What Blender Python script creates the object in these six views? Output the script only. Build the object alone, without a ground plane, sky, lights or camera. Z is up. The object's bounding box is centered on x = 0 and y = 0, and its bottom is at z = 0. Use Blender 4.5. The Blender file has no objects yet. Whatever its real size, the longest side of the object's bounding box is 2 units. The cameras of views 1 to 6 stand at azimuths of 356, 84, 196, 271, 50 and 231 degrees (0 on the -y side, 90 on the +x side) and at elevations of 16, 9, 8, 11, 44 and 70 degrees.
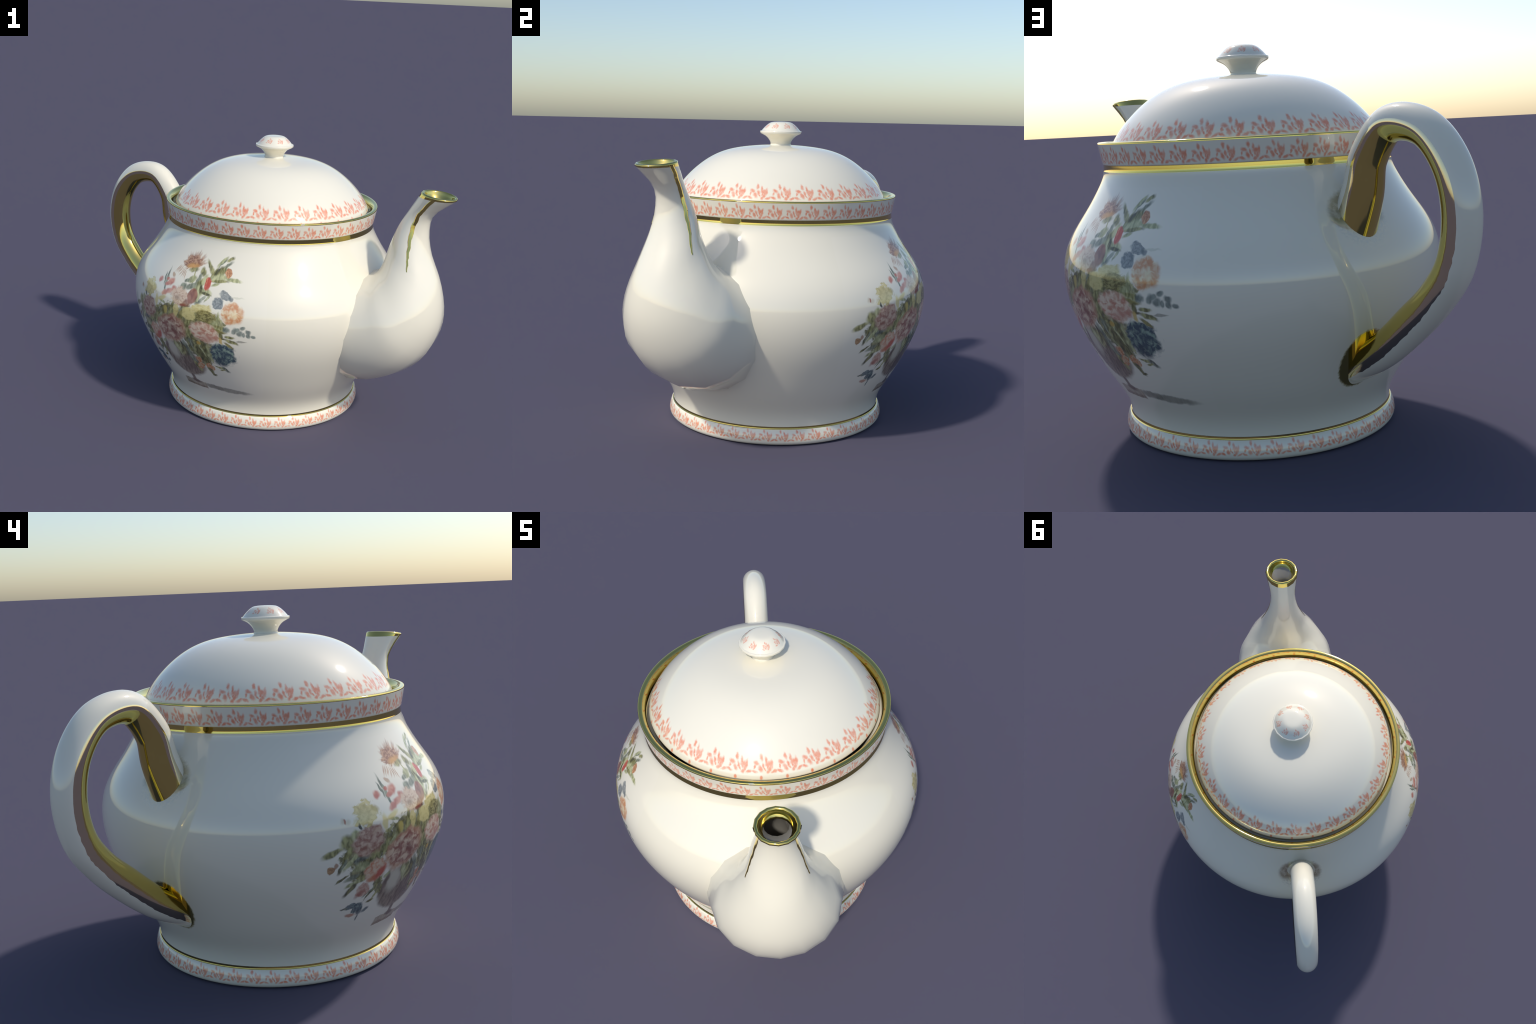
"""A gilded porcelain teapot with a domed lid, loop handle, bulbous spout,
red sprig borders and two printed vases of flowers on its sides."""
import bpy, math, random
import numpy as np
from mathutils import Vector, noise as mnoise

random.seed(4)
rng = np.random.default_rng(4)
AXIS_X, AXIS_Y = 0.0352, -0.0045          # where the turning axis stands
SPOUT_ANGLE = math.radians(-38.0)         # direction the spout points to
HANDLE_ANGLE = math.radians(-38.4)        # handle plane (it lies at -s)
SEG = 144                                 # facets round the turned body

# ------------------------------------------------------------------ helpers
def srgb(r, g, b):
    def f(c):
        c /= 255.0
        return c / 12.92 if c <= 0.04045 else ((c + 0.055) / 1.055) ** 2.4
    return (f(r), f(g), f(b), 1.0)


def spline(ctrl, n):
    """Catmull-Rom through control points, n samples evenly in parameter."""
    c = np.asarray(ctrl, float)
    m = len(c)
    p = np.vstack([2 * c[0] - c[1], c, 2 * c[-1] - c[-2]])
    t = np.linspace(0, m - 1, n)
    i = np.minimum(t.astype(int), m - 2)
    f = (t - i)[:, None]
    a, b, d, e = p[i], p[i + 1], p[i + 2], p[i + 3]
    return 0.5 * (2 * b + (d - a) * f + (2 * a - 5 * b + 4 * d - e) * f * f + (3 * b - a - 3 * d + e) * f ** 3)


def even(path, step):
    """Resample a polyline at an even step, keeping its ends."""
    p = np.asarray(path, float)
    d = np.r_[0, np.cumsum(np.linalg.norm(np.diff(p, axis=0), axis=1))]
    n = max(2, int(math.ceil(d[-1] / step)) + 1)
    t = np.linspace(0, d[-1], n)
    return np.stack([np.interp(t, d, p[:, k]) for k in range(p.shape[1])], 1)


def thrown(ctrl, n, degree):
    """A fair curve near the control points, as a potter's rib leaves it: a low
    polynomial in chord length, pulled back onto the end points."""
    c = np.asarray(ctrl, float)
    d = np.r_[0, np.cumsum(np.linalg.norm(np.diff(c, axis=0), axis=1))]
    d /= d[-1]
    t = np.linspace(0, 1, n)
    out = []
    for k in range(2):
        q = np.polynomial.Chebyshev.fit(d, c[:, k], degree)
        e0, e1 = c[0, k] - q(0.0), c[-1, k] - q(1.0)
        out.append(q(t) + e0 * np.exp(-t / 0.03) + e1 * np.exp(-(1 - t) / 0.03))
    return np.stack(out, 1)


root = bpy.data.objects.new("teapot", None)
root.location = (AXIS_X, AXIS_Y, 0)
root.empty_display_size = 0.2
root["label"] = "white porcelain teapot with gold trim and flower bouquets"
root["category"] = "teapot"
bpy.context.collection.objects.link(root)


def add_object(name, verts, faces, mats, parent=root, normals=None, face_mats=None):
    me = bpy.data.meshes.new(name)
    me.from_pydata([tuple(v) for v in verts], [], faces)
    for m in mats:
        me.materials.append(m)
    me.polygons.foreach_set("use_smooth", [True] * len(me.polygons))
    if face_mats is not None:
        me.polygons.foreach_set("material_index", face_mats)
    me.validate()
    me.update()
    if normals is not None:
        me.normals_split_custom_set_from_vertices([tuple(n) for n in normals])
    ob = bpy.data.objects.new(name, me)
    bpy.context.collection.objects.link(ob)
    ob.parent = parent
    return ob


def profile_normals(p):
    """Outward normals (in r, z) of a turned profile that runs with the outside on its right."""
    t = np.gradient(p, axis=0)
    t /= np.maximum(np.linalg.norm(t, axis=1)[:, None], 1e-9)
    return np.stack([t[:, 1], -t[:, 0]], 1)


def lathe(name, p, nrm, mats, parent=root, seg=SEG, phase=0.0, face_mat=None):
    """Turn the profile p (r, z) round the axis; nrm are normals in (r, z)."""
    n = len(p)
    a = phase + np.arange(seg) * 2 * math.pi / seg
    ca, sa = np.cos(a), np.sin(a)
    verts, nor, faces, fm = [], [], [], []
    for (r, z), (nr, nz) in zip(p, nrm):
        verts += list(zip(r * ca, r * sa, np.full(seg, z)))
        nor += list(zip(nr * ca, nr * sa, np.full(seg, nz)))
    for i in range(n - 1):
        for j in range(seg):
            k = (j + 1) % seg
            faces.append((i * seg + j, i * seg + k, (i + 1) * seg + k, (i + 1) * seg + j))
            if face_mat:
                fm.append(face_mat(math.degrees(a[j]) % 360, 0.5 * (p[i][1] + p[i + 1][1])))
    return add_object(name, verts, faces, mats, parent, nor, fm or None)


# ---------------------------------------------------------------- materials
class Tree:
    """Small helper for writing node trees."""

    def __init__(self, name):
        self.mat = bpy.data.materials.new(name)
        self.mat.use_nodes = True
        self.t = self.mat.node_tree
        self.bsdf = self.t.nodes["Principled BSDF"]

    def put(self, sock, v):
        if isinstance(v, bpy.types.NodeSocket):
            self.t.links.new(v, sock)
        elif v is not None:
            sock.default_value = v

    def node(self, kind, **props):
        n = self.t.nodes.new(kind)
        for k, v in props.items():
            setattr(n, k, v)
        return n

    def math(self, op, a, b=None, c=None, clamp=False):
        n = self.node("ShaderNodeMath", operation=op, use_clamp=clamp)
        for s, v in zip(n.inputs, (a, b, c)):
            self.put(s, v)
        return n.outputs[0]

    def vec(self, x, y, z=0.0):
        n = self.node("ShaderNodeCombineXYZ")
        for s, v in zip(n.inputs, (x, y, z)):
            self.put(s, v)
        return n.outputs[0]

    def mix(self, fac, a, b):
        n = self.node("ShaderNodeMix", data_type="RGBA")
        self.put(n.inputs[0], fac)
        self.put(n.inputs[6], a)
        self.put(n.inputs[7], b)
        return n.outputs[2]

    def ramp(self, v, lo, hi, a=0.0, b=1.0, smooth=True):
        n = self.node("ShaderNodeMapRange", interpolation_type="SMOOTHSTEP" if smooth else "LINEAR")
        for s, x in zip(n.inputs, (v, lo, hi, a, b)):
            self.put(s, x)
        return n.outputs[0]

    def noise(self, vec, scale, detail=2.0, distortion=0.0, color=False):
        n = self.node("ShaderNodeTexNoise")
        self.put(n.inputs["Vector"], vec)
        n.inputs["Scale"].default_value = scale
        n.inputs["Detail"].default_value = detail
        n.inputs["Distortion"].default_value = distortion
        return n.outputs["Color" if color else "Fac"]

    def local(self, uv, x, y, rx, ry, rot):
        """Coordinates in which the ellipse (x, y, rx, ry, rot) is the unit circle."""
        n = self.node("ShaderNodeMapping", vector_type="TEXTURE")
        self.put(n.inputs["Vector"], uv)
        n.inputs["Location"].default_value = (x, y, 0)
        n.inputs["Rotation"].default_value = (0, 0, math.radians(rot))
        n.inputs["Scale"].default_value = (rx, ry, 1)
        return n.outputs[0]

    def length(self, v):
        n = self.node("ShaderNodeVectorMath", operation="LENGTH")
        self.put(n.inputs[0], v)
        return n.outputs["Value"]

    def ellipse(self, uv, x, y, rx, ry, rot=0.0, soft=0.4):
        d = self.length(self.local(uv, x, y, rx, ry, rot))
        return self.ramp(d, 1 - soft, 1 + soft, 1.0, 0.0)

    def object_polar(self):
        tc = self.node("ShaderNodeTexCoord")
        s = self.node("ShaderNodeSeparateXYZ")
        self.put(s.inputs[0], tc.outputs["Object"])
        ang = self.math("ARCTAN2", s.outputs[1], s.outputs[0])
        return tc.outputs["Object"], self.math("MULTIPLY", ang, 180 / math.pi), s.outputs[2]


WHITE = (0.86, 0.80, 0.645, 1.0)


def glaze(tree, color):
    tree.put(tree.bsdf.inputs["Base Color"], color)
    tree.bsdf.inputs["Roughness"].default_value = 0.045
    tree.bsdf.inputs["IOR"].default_value = 1.5
    tree.bsdf.inputs["Specular IOR Level"].default_value = 1.0
    return tree.mat


def porcelain():
    t = Tree("porcelain_glaze")
    tc = t.node("ShaderNodeTexCoord")
    n = t.noise(tc.outputs["Object"], 3.0, 3.0)
    return glaze(t, t.mix(n, (WHITE[0] * 0.985, WHITE[1] * 0.985, WHITE[2] * 0.97, 1), WHITE))


def gilding(name="polished_gold", lo=(0.72, 0.57, 0.17, 1), hi=(0.78, 0.63, 0.19, 1)):
    t = Tree(name)
    tc = t.node("ShaderNodeTexCoord")
    n = t.noise(tc.outputs["Object"], 9.0, 3.0)
    t.put(t.bsdf.inputs["Base Color"], t.mix(n, lo, hi))
    t.bsdf.inputs["Metallic"].default_value = 1.0
    t.put(t.bsdf.inputs["Roughness"], t.ramp(n, 0.3, 0.8, 0.04, 0.09))
    return t.mat


def handle_root():
    """Body glaze near the handle: gold patch at the lower root, brown and speckled patches at the upper."""
    t = Tree("handle_root_glaze")
    tc = t.node("ShaderNodeTexCoord")
    obj = tc.outputs["Object"]
    side = t.node("ShaderNodeVectorMath", operation="DOT_PRODUCT")
    t.put(side.inputs[0], obj)
    side.inputs[1].default_value = (-math.sin(HANDLE_ANGLE), math.cos(HANDLE_ANGLE), 0)
    sp = t.node("ShaderNodeSeparateXYZ")
    t.put(sp.inputs[0], obj)
    uv = t.vec(side.outputs["Value"], sp.outputs[2])
    wob = t.node("ShaderNodeVectorMath", operation="MULTIPLY_ADD")
    t.put(wob.inputs[0], t.noise(obj, 70.0, 2.0, color=True))
    wob.inputs[1].default_value = (0.012, 0.012, 0)
    t.put(wob.inputs[2], uv)
    low = t.ellipse(wob.outputs[0], 0.006, 0.392, 0.105, 0.120, 0, 0.06)
    ring = t.ellipse(wob.outputs[0], 0.004, 0.936, 0.122, 0.100, 0, 0.16)
    grain = t.ramp(t.noise(obj, 80.0, 3.0), 0.36, 0.66)
    speckled_ring = t.math("MULTIPLY", t.math("MULTIPLY", ring, grain), t.ramp(sp.outputs[2], 0.86, 0.95, 0.24, 0.50))
    n = t.noise(obj, 3.0, 3.0)
    base = t.mix(n, (WHITE[0] * 0.985, WHITE[1] * 0.985, WHITE[2] * 0.97, 1), WHITE)
    brown_patch = t.math("MULTIPLY", t.ellipse(wob.outputs[0], 0.006, 0.945, 0.120, 0.085, 0, 0.15), t.ramp(sp.outputs[2], 0.885, 0.930))
    brown_patch = t.math("MULTIPLY", brown_patch, t.ramp(t.noise(obj, 40.0, 2.0), 0.30, 0.55, 0.55, 0.92))
    base = t.mix(low, base, (0.75, 0.60, 0.17, 1))
    base = t.mix(brown_patch, base, (0.50, 0.43, 0.27, 1))
    low = t.math("MAXIMUM", low, t.math("MULTIPLY", brown_patch, 0.75))
    glaze(t, base)
    t.put(t.bsdf.inputs["Metallic"], t.math("MAXIMUM", low, speckled_ring))
    return t.mat


# strokes of one red sprig: x, y (in sprig spacings, y up from its foot), radii, tilt
SPRIG = [
    (0.01, 0.60, 0.050, 0.100, 10), (-0.18, 0.405, 0.095, 0.062, -25), (-0.25, 0.27, 0.032, 0.080, -8),
    (-0.03, 0.19, 0.058, 0.120, 25), (0.085, 0.30, 0.036, 0.100, 12), (0.22, 0.47, 0.040, 0.125, 8),
    (0.31, 0.36, 0.110, 0.085, 5), (0.42, 0.345, 0.046, 0.140, -6), (0.345, 0.17, 0.050, 0.090, -10),
    (0.275, 0.06, 0.052, 0.070, -20), (0.52, 0.065, 0.100, 0.046, 27), (0.735, 0.080, 0.098, 0.046, -22),
    (0.15, 0.17, 0.026, 0.060, 30), (-0.265, 0.080, 0.098, 0.046, -22), (0.27, 0.25, 0.035, 0.070, 0), (0.36, 0.26, 0.030, 0.070, 0),
]


def border(name, count, phase, z_foot, z_top, strength=0.84, dots_z=None, strokes=SPRIG, aspect=0.70):
    """White glaze with a ring of red sprigs between two heights."""
    t = Tree(name)
    obj, deg, z = t.object_polar()
    p = t.math("MULTIPLY", t.math("SUBTRACT", deg, phase), count / 360.0)
    p = t.math("SUBTRACT", t.math("FRACT", t.math("ADD", p, 10.32)), 0.32)
    v = t.math("MULTIPLY", t.math("SUBTRACT", z, z_foot), aspect / (z_top - z_foot))
    uv = t.vec(p, v)
    wob = t.node("ShaderNodeVectorMath", operation="MULTIPLY_ADD")
    t.put(wob.inputs[0], t.noise(obj, 60.0, 1.0, color=True))
    wob.inputs[1].default_value = (0.10, 0.10, 0)
    t.put(wob.inputs[2], uv)
    off = t.node("ShaderNodeVectorMath", operation="SUBTRACT")
    t.put(off.inputs[0], wob.outputs[0])
    off.inputs[1].default_value = (0.05, 0.05, 0)
    uv = off.outputs[0]
    mask = None
    for x, y, rx, ry, tilt in strokes:
        m = t.ellipse(uv, x, y, rx * 1.24, ry * 1.16, tilt, 0.62)
        mask = m if mask is None else t.math("MAXIMUM", mask, m)
    if dots_z is not None:
        d = t.ellipse(t.vec(p, t.math("MULTIPLY", t.math("SUBTRACT", z, dots_z), aspect / (z_top - z_foot))), 0.0, 0.0, 0.055, 0.09, 0, 0.5)
        mask = t.math("MAXIMUM", mask, t.math("MULTIPLY", d, 1.1))
    fade = t.ramp(t.noise(obj, 45.0, 2.0), 0.25, 0.75, 0.72, 1.0)
    mask = t.math("MULTIPLY", t.math("MULTIPLY", mask, fade), strength, clamp=True)
    return glaze(t, t.mix(mask, WHITE, srgb(232, 120, 72)))


# --- the printed vase of flowers -------------------------------------------
DEG = 0.0135                 # metres along the wall for one degree
PRINT_1, PRINT_2 = 228.0, 55.0


def ink(r, g, b):
    """A printed ink: faded and a little warm."""
    grey = 0.30 * r + 0.59 * g + 0.11 * b
    r, g, b = (grey + 0.88 * (c - grey) for c in (r, g, b))
    return srgb(min(255, r * 0.98 + 9), min(255, g * 0.98 + 4), min(255, max(0, b * 0.93 - 6)))


def bouquet():
    t = Tree("flower_print")
    obj, deg, z = t.object_polar()
    u1 = t.math("WRAP", t.math("SUBTRACT", deg, PRINT_1), 180.0, -180.0)
    u2 = t.math("WRAP", t.math("SUBTRACT", deg, PRINT_2), 180.0, -180.0)
    near2 = t.math("LESS_THAN", t.math("ABSOLUTE", u2), t.math("ABSOLUTE", u1))
    u = t.math("ADD", u1, t.math("MULTIPLY", near2, t.math("SUBTRACT", u2, u1)))
    flat = t.vec(t.math("MULTIPLY", u, DEG), z)
    # brushed, ragged outlines
    def warp(amount, scale, detail):
        n = t.node("ShaderNodeVectorMath", operation="MULTIPLY_ADD")
        t.put(n.inputs[0], t.noise(flat, scale, detail, color=True))
        n.inputs[1].default_value = (amount, amount, 0)
        t.put(n.inputs[2], flat)
        m = t.node("ShaderNodeVectorMath", operation="SUBTRACT")
        t.put(m.inputs[0], n.outputs[0])
        m.inputs[1].default_value = (amount / 2, amount / 2, 0)
        return m.outputs[0]
    fine = warp(0.026, 30.0, 1.5)
    calm = warp(0.016, 34.0, 1.5)
    streak = t.node("ShaderNodeMapping")
    t.put(streak.inputs["Vector"], calm)
    streak.inputs["Rotation"].default_value = (0, 0, 0.35)
    streak.inputs["Scale"].default_value = (1.0, 0.45, 1.0)
    brush = t.noise(streak.outputs[0], 62.0, 1.5, 0.3)            # brush streaks
    patch = t.noise(calm, 30.0, 1.5, 0.3)            # light and dark patches
    whole_tree = t.t
    base = {"fine": fine, "calm": calm, "brush": brush, "patch": patch}
    state = {"c": t.mix(0.0, WHITE, WHITE), "n": 0, "group": None, **base}
    kinds = (("Paint", "NodeSocketColor"), ("fine", "NodeSocketVector"), ("calm", "NodeSocketVector"), ("brush", "NodeSocketFloat"), ("patch", "NodeSocketFloat"))

    def open_page():
        """Start a node group that takes the painting so far and adds strokes to it."""
        g = bpy.data.node_groups.new("flower_print_layer", "ShaderNodeTree")
        for name, kind in kinds:
            g.interface.new_socket(name, in_out="INPUT", socket_type=kind)
        g.interface.new_socket("Paint", in_out="OUTPUT", socket_type="NodeSocketColor")
        holder = whole_tree.nodes.new("ShaderNodeGroup")
        holder.node_tree = g
        whole_tree.links.new(state["c"], holder.inputs["Paint"])
        for k in base:
            whole_tree.links.new(base[k], holder.inputs[k])
        t.t = g
        inp = t.node("NodeGroupInput")
        state["group"], state["inp"] = holder, inp
        state["c"] = inp.outputs["Paint"]
        settle()

    def close_page():
        out = t.node("NodeGroupOutput")
        t.put(out.inputs["Paint"], state["c"])
        t.t = whole_tree
        state["c"] = state["group"].outputs["Paint"]

    def settle():
        """Hang the next strokes on the colour so far, so that they are worked out in order of laying."""
        inp = state["inp"]
        for k in ("fine", "calm"):
            n = t.node("ShaderNodeVectorMath", operation="MULTIPLY_ADD")
            t.put(n.inputs[0], state["c"])
            n.inputs[1].default_value = (1e-7, 1e-7, 0)
            t.put(n.inputs[2], inp.outputs[k])
            state[k] = n.outputs[0]
        for k in ("brush", "patch"):
            state[k] = t.math("MULTIPLY_ADD", state["c"], 1e-7, inp.outputs[k])

    def xy(phi, zz):
        return ((phi - PRINT_1) * DEG, zz)

    def lay(mask, color):
        state["c"] = t.mix(mask, state["c"], color)
        state["n"] += 1
        if state["n"] % 20 == 0:
            close_page()
            open_page()
        elif state["n"] % 4 == 0:
            settle()

    def shade(lo, hi, src, a=0.30, b=0.70):
        """Two tones of one pigment, broken up by brush streaks or patches."""
        return (lo, hi, src, a, b)

    def pigment(c):
        if len(c) == 5:
            return t.mix(t.ramp(state[c[2]], c[3], c[4]), c[0], c[1])
        return c

    greens = {
        "dark": shade(ink(62, 65, 44), ink(128, 128, 84), "brush"),
        "mid": shade(ink(96, 99, 62), ink(174, 174, 124), "brush"),
        "pale": shade(ink(140, 148, 112), ink(198, 202, 164), "brush"),
        "grey": shade(ink(92, 104, 98), ink(150, 160, 148), "brush"),
        "olive": shade(ink(84, 82, 44), ink(156, 150, 96), "patch"),
        "slate": shade(ink(66, 76, 80), ink(134, 144, 140), "brush"),
        "smoke": shade(ink(128, 128, 130), ink(146, 146, 146), "brush"),
    }

    def leaf(phi, zz, length, width, rot, tone="mid", alpha=0.95):
        x, y = xy(phi, zz)
        m = t.ellipse(state["calm"], x, y, length / 2, width / 2, rot, 0.35)
        lay(t.math("MULTIPLY", m, alpha), pigment(greens[tone]))

    def blade(phi_a, z_a, phi_b, z_b, width, tone="mid", alpha=0.95):
        """A leaf or stem from its root to its tip."""
        (xa, ya), (xb, yb) = xy(phi_a, z_a), xy(phi_b, z_b)
        le = math.hypot(xb - xa, yb - ya)
        m = t.ellipse(state["calm"], (xa + xb) / 2, (ya + yb) / 2, le / 2, width / 2, math.degrees(math.atan2(yb - ya, xb - xa)), 0.35)
        lay(t.math("MULTIPLY", m, alpha), pigment(greens[tone]))

    def bloom(phi, zz, w, h, light, dark, rot=0.0, petals=2.6, cut=(0.40, 0.62), ragged=0.5, alpha=0.96, seed=0.0, rim=None):
        """A flower head: a ragged disc of light petals with darker folds."""
        x, y = xy(phi, zz)
        lo = t.local(state["fine"], x, y, w / 2, h / 2, rot)
        sh = t.node("ShaderNodeVectorMath", operation="ADD")
        t.put(sh.inputs[0], lo)
        sh.inputs[1].default_value = (seed * 3.1 + 5, seed * 1.7 + 2, seed)
        n = t.noise(sh.outputs[0], petals * 0.75, 2.0, 0.6)
        d = t.math("ADD", t.length(lo), t.math("MULTIPLY", t.math("SUBTRACT", n, 0.5), ragged))
        m = t.ramp(d, 0.80, 1.08, 1.0, 0.0)
        n2 = t.noise(sh.outputs[0], petals * 1.25, 1.6, 0.5)
        n2 = t.math("ADD", t.math("MULTIPLY", n2, 0.75), t.math("MULTIPLY", state["brush"], 0.25))
        col = t.mix(t.ramp(n2, cut[0] - 0.06, cut[1] + 0.08), light, dark)
        if rim:
            col = t.mix(t.math("MULTIPLY", t.ramp(d, 0.62, 0.9), 0.65), col, rim)
        lay(t.math("MULTIPLY", m, alpha), col)

    def dab(phi, zz, w, h, color, rot=0.0, alpha=0.9, soft=0.4):
        x, y = xy(phi, zz)
        lay(t.math("MULTIPLY", t.ellipse(state["calm"], x, y, w / 2, h / 2, rot, soft), alpha), pigment(color))

    # vase shadow, plinth, stem and bowl
    open_page()
    dab(247.5, 0.254, 0.30, 0.034, greens["smoke"], -2.5, 0.80, 0.30)
    dab(240.0, 0.258, 0.14, 0.034, greens["smoke"], -3, 0.8, 0.30)
    stone = shade(ink(150, 136, 126), ink(176, 166, 156), "brush")
    grey_vase = shade(ink(112, 98, 96), ink(156, 142, 138), "brush")
    deep_vase = shade(ink(94, 79, 80), ink(126, 108, 106), "brush")
    x, y = xy(228.3, 0.252)
    pl = t.local(state["calm"], x, y, 0.100, 0.024, 0)
    sp = t.node("ShaderNodeSeparateXYZ")
    t.put(sp.inputs[0], pl)
    box = t.math("MAXIMUM", t.math("ABSOLUTE", sp.outputs[0]), t.math("ABSOLUTE", sp.outputs[1]))
    lay(t.ramp(box, 0.86, 1.04, 0.85, 0.0), pigment(stone))
    lay(t.math("MULTIPLY", t.ramp(box, 0.86, 1.04, 0.8, 0.0), t.ramp(sp.outputs[1], -0.2, -0.45)), pigment(shade(ink(128, 112, 104), ink(150, 134, 124), "brush")))
    dab(229.6, 0.272, 0.075, 0.026, deep_vase, -8)
    dab(228.6, 0.298, 0.030, 0.070, deep_vase, 8)
    dab(227.6, 0.400, 0.285, 0.170, grey_vase, 0, 0.97, 0.12)
    dab(225.3, 0.440, 0.250, 0.180, grey_vase, 0, 0.97, 0.12)
    dab(221.6, 0.470, 0.085, 0.120, ink(206, 202, 198), 12, 0.9, 0.5)
    dab(217.7, 0.470, 0.030, 0.120, deep_vase, -12, 0.8, 0.4)
    dab(231.5, 0.400, 0.150, 0.110, deep_vase, 20, 0.7, 0.5)

    # thistle-like bloom at the top, its stem and the rose sprays
    blade(231.6, 0.880, 230.6, 0.950, 0.010, "mid")
    purple = shade(ink(150, 102, 88), ink(204, 164, 144), "brush")
    for k in range(13):                                # ragged petals
        a = math.radians(14 + 13.0 * k + rng.uniform(-5, 5))
        far = rng.uniform(0.75, 1.15)
        dab(228.2 + 4.2 * far * math.cos(a), 0.970 + 0.036 * far * math.sin(a), rng.uniform(0.045, 0.075), rng.uniform(0.012, 0.020), purple, math.degrees(a), 0.75, 0.6)
    for k in range(7):
        dab(220.6 + 0.95 * k, 0.934 + 0.003 * (k % 3) - 0.003 * k, 0.040, 0.008, shade(ink(176, 130, 112), ink(206, 172, 154), "brush"), 58 + 6 * k, 0.75, 0.6)
    bloom(227.2, 0.984, 0.140, 0.072, ink(206, 164, 142), ink(140, 94, 84), 8, 3.4, (0.36, 0.56), 0.9, 0.95, 1)
    dab(228.4, 0.966, 0.086, 0.026, ink(216, 160, 96), 10, 0.85, 0.6)
    dab(229.6, 0.951, 0.066, 0.022, greens["mid"], 12, 0.9, 0.4)

    blade(238.5, 0.900, 241.5, 0.985, 0.020, "mid")
    blade(240.0, 0.930, 247.6, 1.020, 0.022, "grey")
    blade(235.2, 1.010, 240.6, 0.945, 0.024, "mid")
    blade(240.8, 0.988, 245.2, 1.042, 0.020, "pale")
    blade(241.4, 0.984, 245.0, 1.030, 0.008, "grey")
    blade(244.8, 1.018, 248.3, 1.044, 0.018, "mid")
    blade(240.2, 0.945, 244.0, 0.990, 0.028, "dark")
    blade(242.0, 0.950, 246.0, 0.985, 0.030, "mid")
    blade(239.8, 0.926, 247.0, 0.948, 0.040, "pale")
    blade(246.0, 0.938, 253.6, 0.932, 0.020, "pale")
    blade(240.0, 0.918, 248.0, 0.925, 0.016, "mid")
    bloom(247.0, 0.966, 0.048, 0.046, ink(214, 160, 122), ink(166, 98, 66), 20, 2.0, (0.38, 0.56), 0.3, 0.95, 2)
    leaf(235.0, 0.950, 0.050, 0.034, -35, "mid")
    leaf(230.8, 0.905, 0.060, 0.030, 20, "pale")
    leaf(228.6, 0.895, 0.040, 0.018, 10, "grey")
    leaf(234.0, 0.905, 0.024, 0.070, -15, "grey")
    leaf(236.5, 0.905, 0.030, 0.080, -25, "pale")
    leaf(234.6, 0.885, 0.030, 0.075, -30, "mid")
    leaf(231.6, 0.873, 0.075, 0.030, 18, "grey")
    leaf(227.8, 0.862, 0.040, 0.040, 40, "grey")
    leaf(236.2, 0.862, 0.060, 0.050, -20, "pale")
    leaf(236.6, 0.868, 0.022, 0.044, 15, "dark")
    leaf(239.6, 0.862, 0.060, 0.030, -10, "pale")
    leaf(239.4, 0.851, 0.066, 0.014, -8, "dark")
    leaf(242.3, 0.902, 0.050, 0.016, 18, "pale")
    leaf(235.6, 0.822, 0.040, 0.060, 10, "pale")
    leaf(238.2, 0.822, 0.060, 0.014, 45, "grey", 0.8)
    leaf(240.4, 0.830, 0.052, 0.012, 50, "pale", 0.8)
    leaf(236.8, 0.800, 0.046, 0.016, 30, "grey", 0.8)
    bloom(238.8, 0.902, 0.040, 0.064, ink(222, 150, 122), ink(196, 74, 68), 8, 1.8, (0.30, 0.50), 0.25, 0.96, 3)
    dab(239.4, 0.895, 0.022, 0.050, ink(196, 76, 70), 8, 0.8)

    # pink stocks at the upper left
    blade(218.4, 0.800, 216.4, 0.925, 0.016, "grey")
    blade(215.3, 0.900, 216.8, 0.840, 0.012, "grey")
    pink = shade(ink(198, 104, 96), ink(220, 152, 138), "patch")
    for phi, zz, w, h in ((213.6, 0.858, 0.036, 0.034), (220.4, 0.866, 0.052, 0.038), (218.6, 0.848, 0.032, 0.022),
                          (217.8, 0.872, 0.024, 0.014), (223.2, 0.836, 0.036, 0.030), (221.0, 0.818, 0.052, 0.030), (218.6, 0.800, 0.044, 0.028)):
        dab(phi, zz, w, h, pink, 20)
    dab(220.0, 0.902, 0.034, 0.015, ink(186, 152, 132), -35, 0.8)

    # mass of foliage behind the big flowers
    for phi, zz, w, h, tone in ((221.5, 0.700, 0.150, 0.110, "dark"), (231, 0.690, 0.160, 0.150, "dark"), (238.5, 0.700, 0.180, 0.120, "dark"),
                                (246.0, 0.700, 0.080, 0.110, "mid"), (233.5, 0.590, 0.100, 0.180, "dark"), (238.0, 0.535, 0.160, 0.150, "dark"),
                                (210.5, 0.625, 0.130, 0.090, "dark"), (203.5, 0.630, 0.110, 0.080, "dark"), (207.0, 0.560, 0.110, 0.090, "dark"),
                                (215.8, 0.655, 0.080, 0.110, "dark"), (239.5, 0.470, 0.100, 0.110, "dark"), (214.6, 0.470, 0.040, 0.120, "dark")):
        a, b = ("pale", "mid") if tone == "mid" else ("mid", "dark")
        bloom(phi, zz, w * 1.1, h * 1.1, pigment(greens[a]), pigment(greens[b]), 20, 3.6, (0.34, 0.56), 1.1, 0.90, phi)
    # small leaves that fill the bunch
    for k in range(46):
        phi, zz = rng.uniform(203, 247), rng.uniform(0.50, 0.76)
        if abs(phi - 226) / 26 + abs(zz - 0.64) / 0.16 > 1.15:
            continue
        leaf(phi, zz, rng.uniform(0.035, 0.075), rng.uniform(0.010, 0.020), rng.uniform(0, 180), ("mid", "pale", "dark", "olive", "grey")[k % 5], 0.9)
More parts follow.
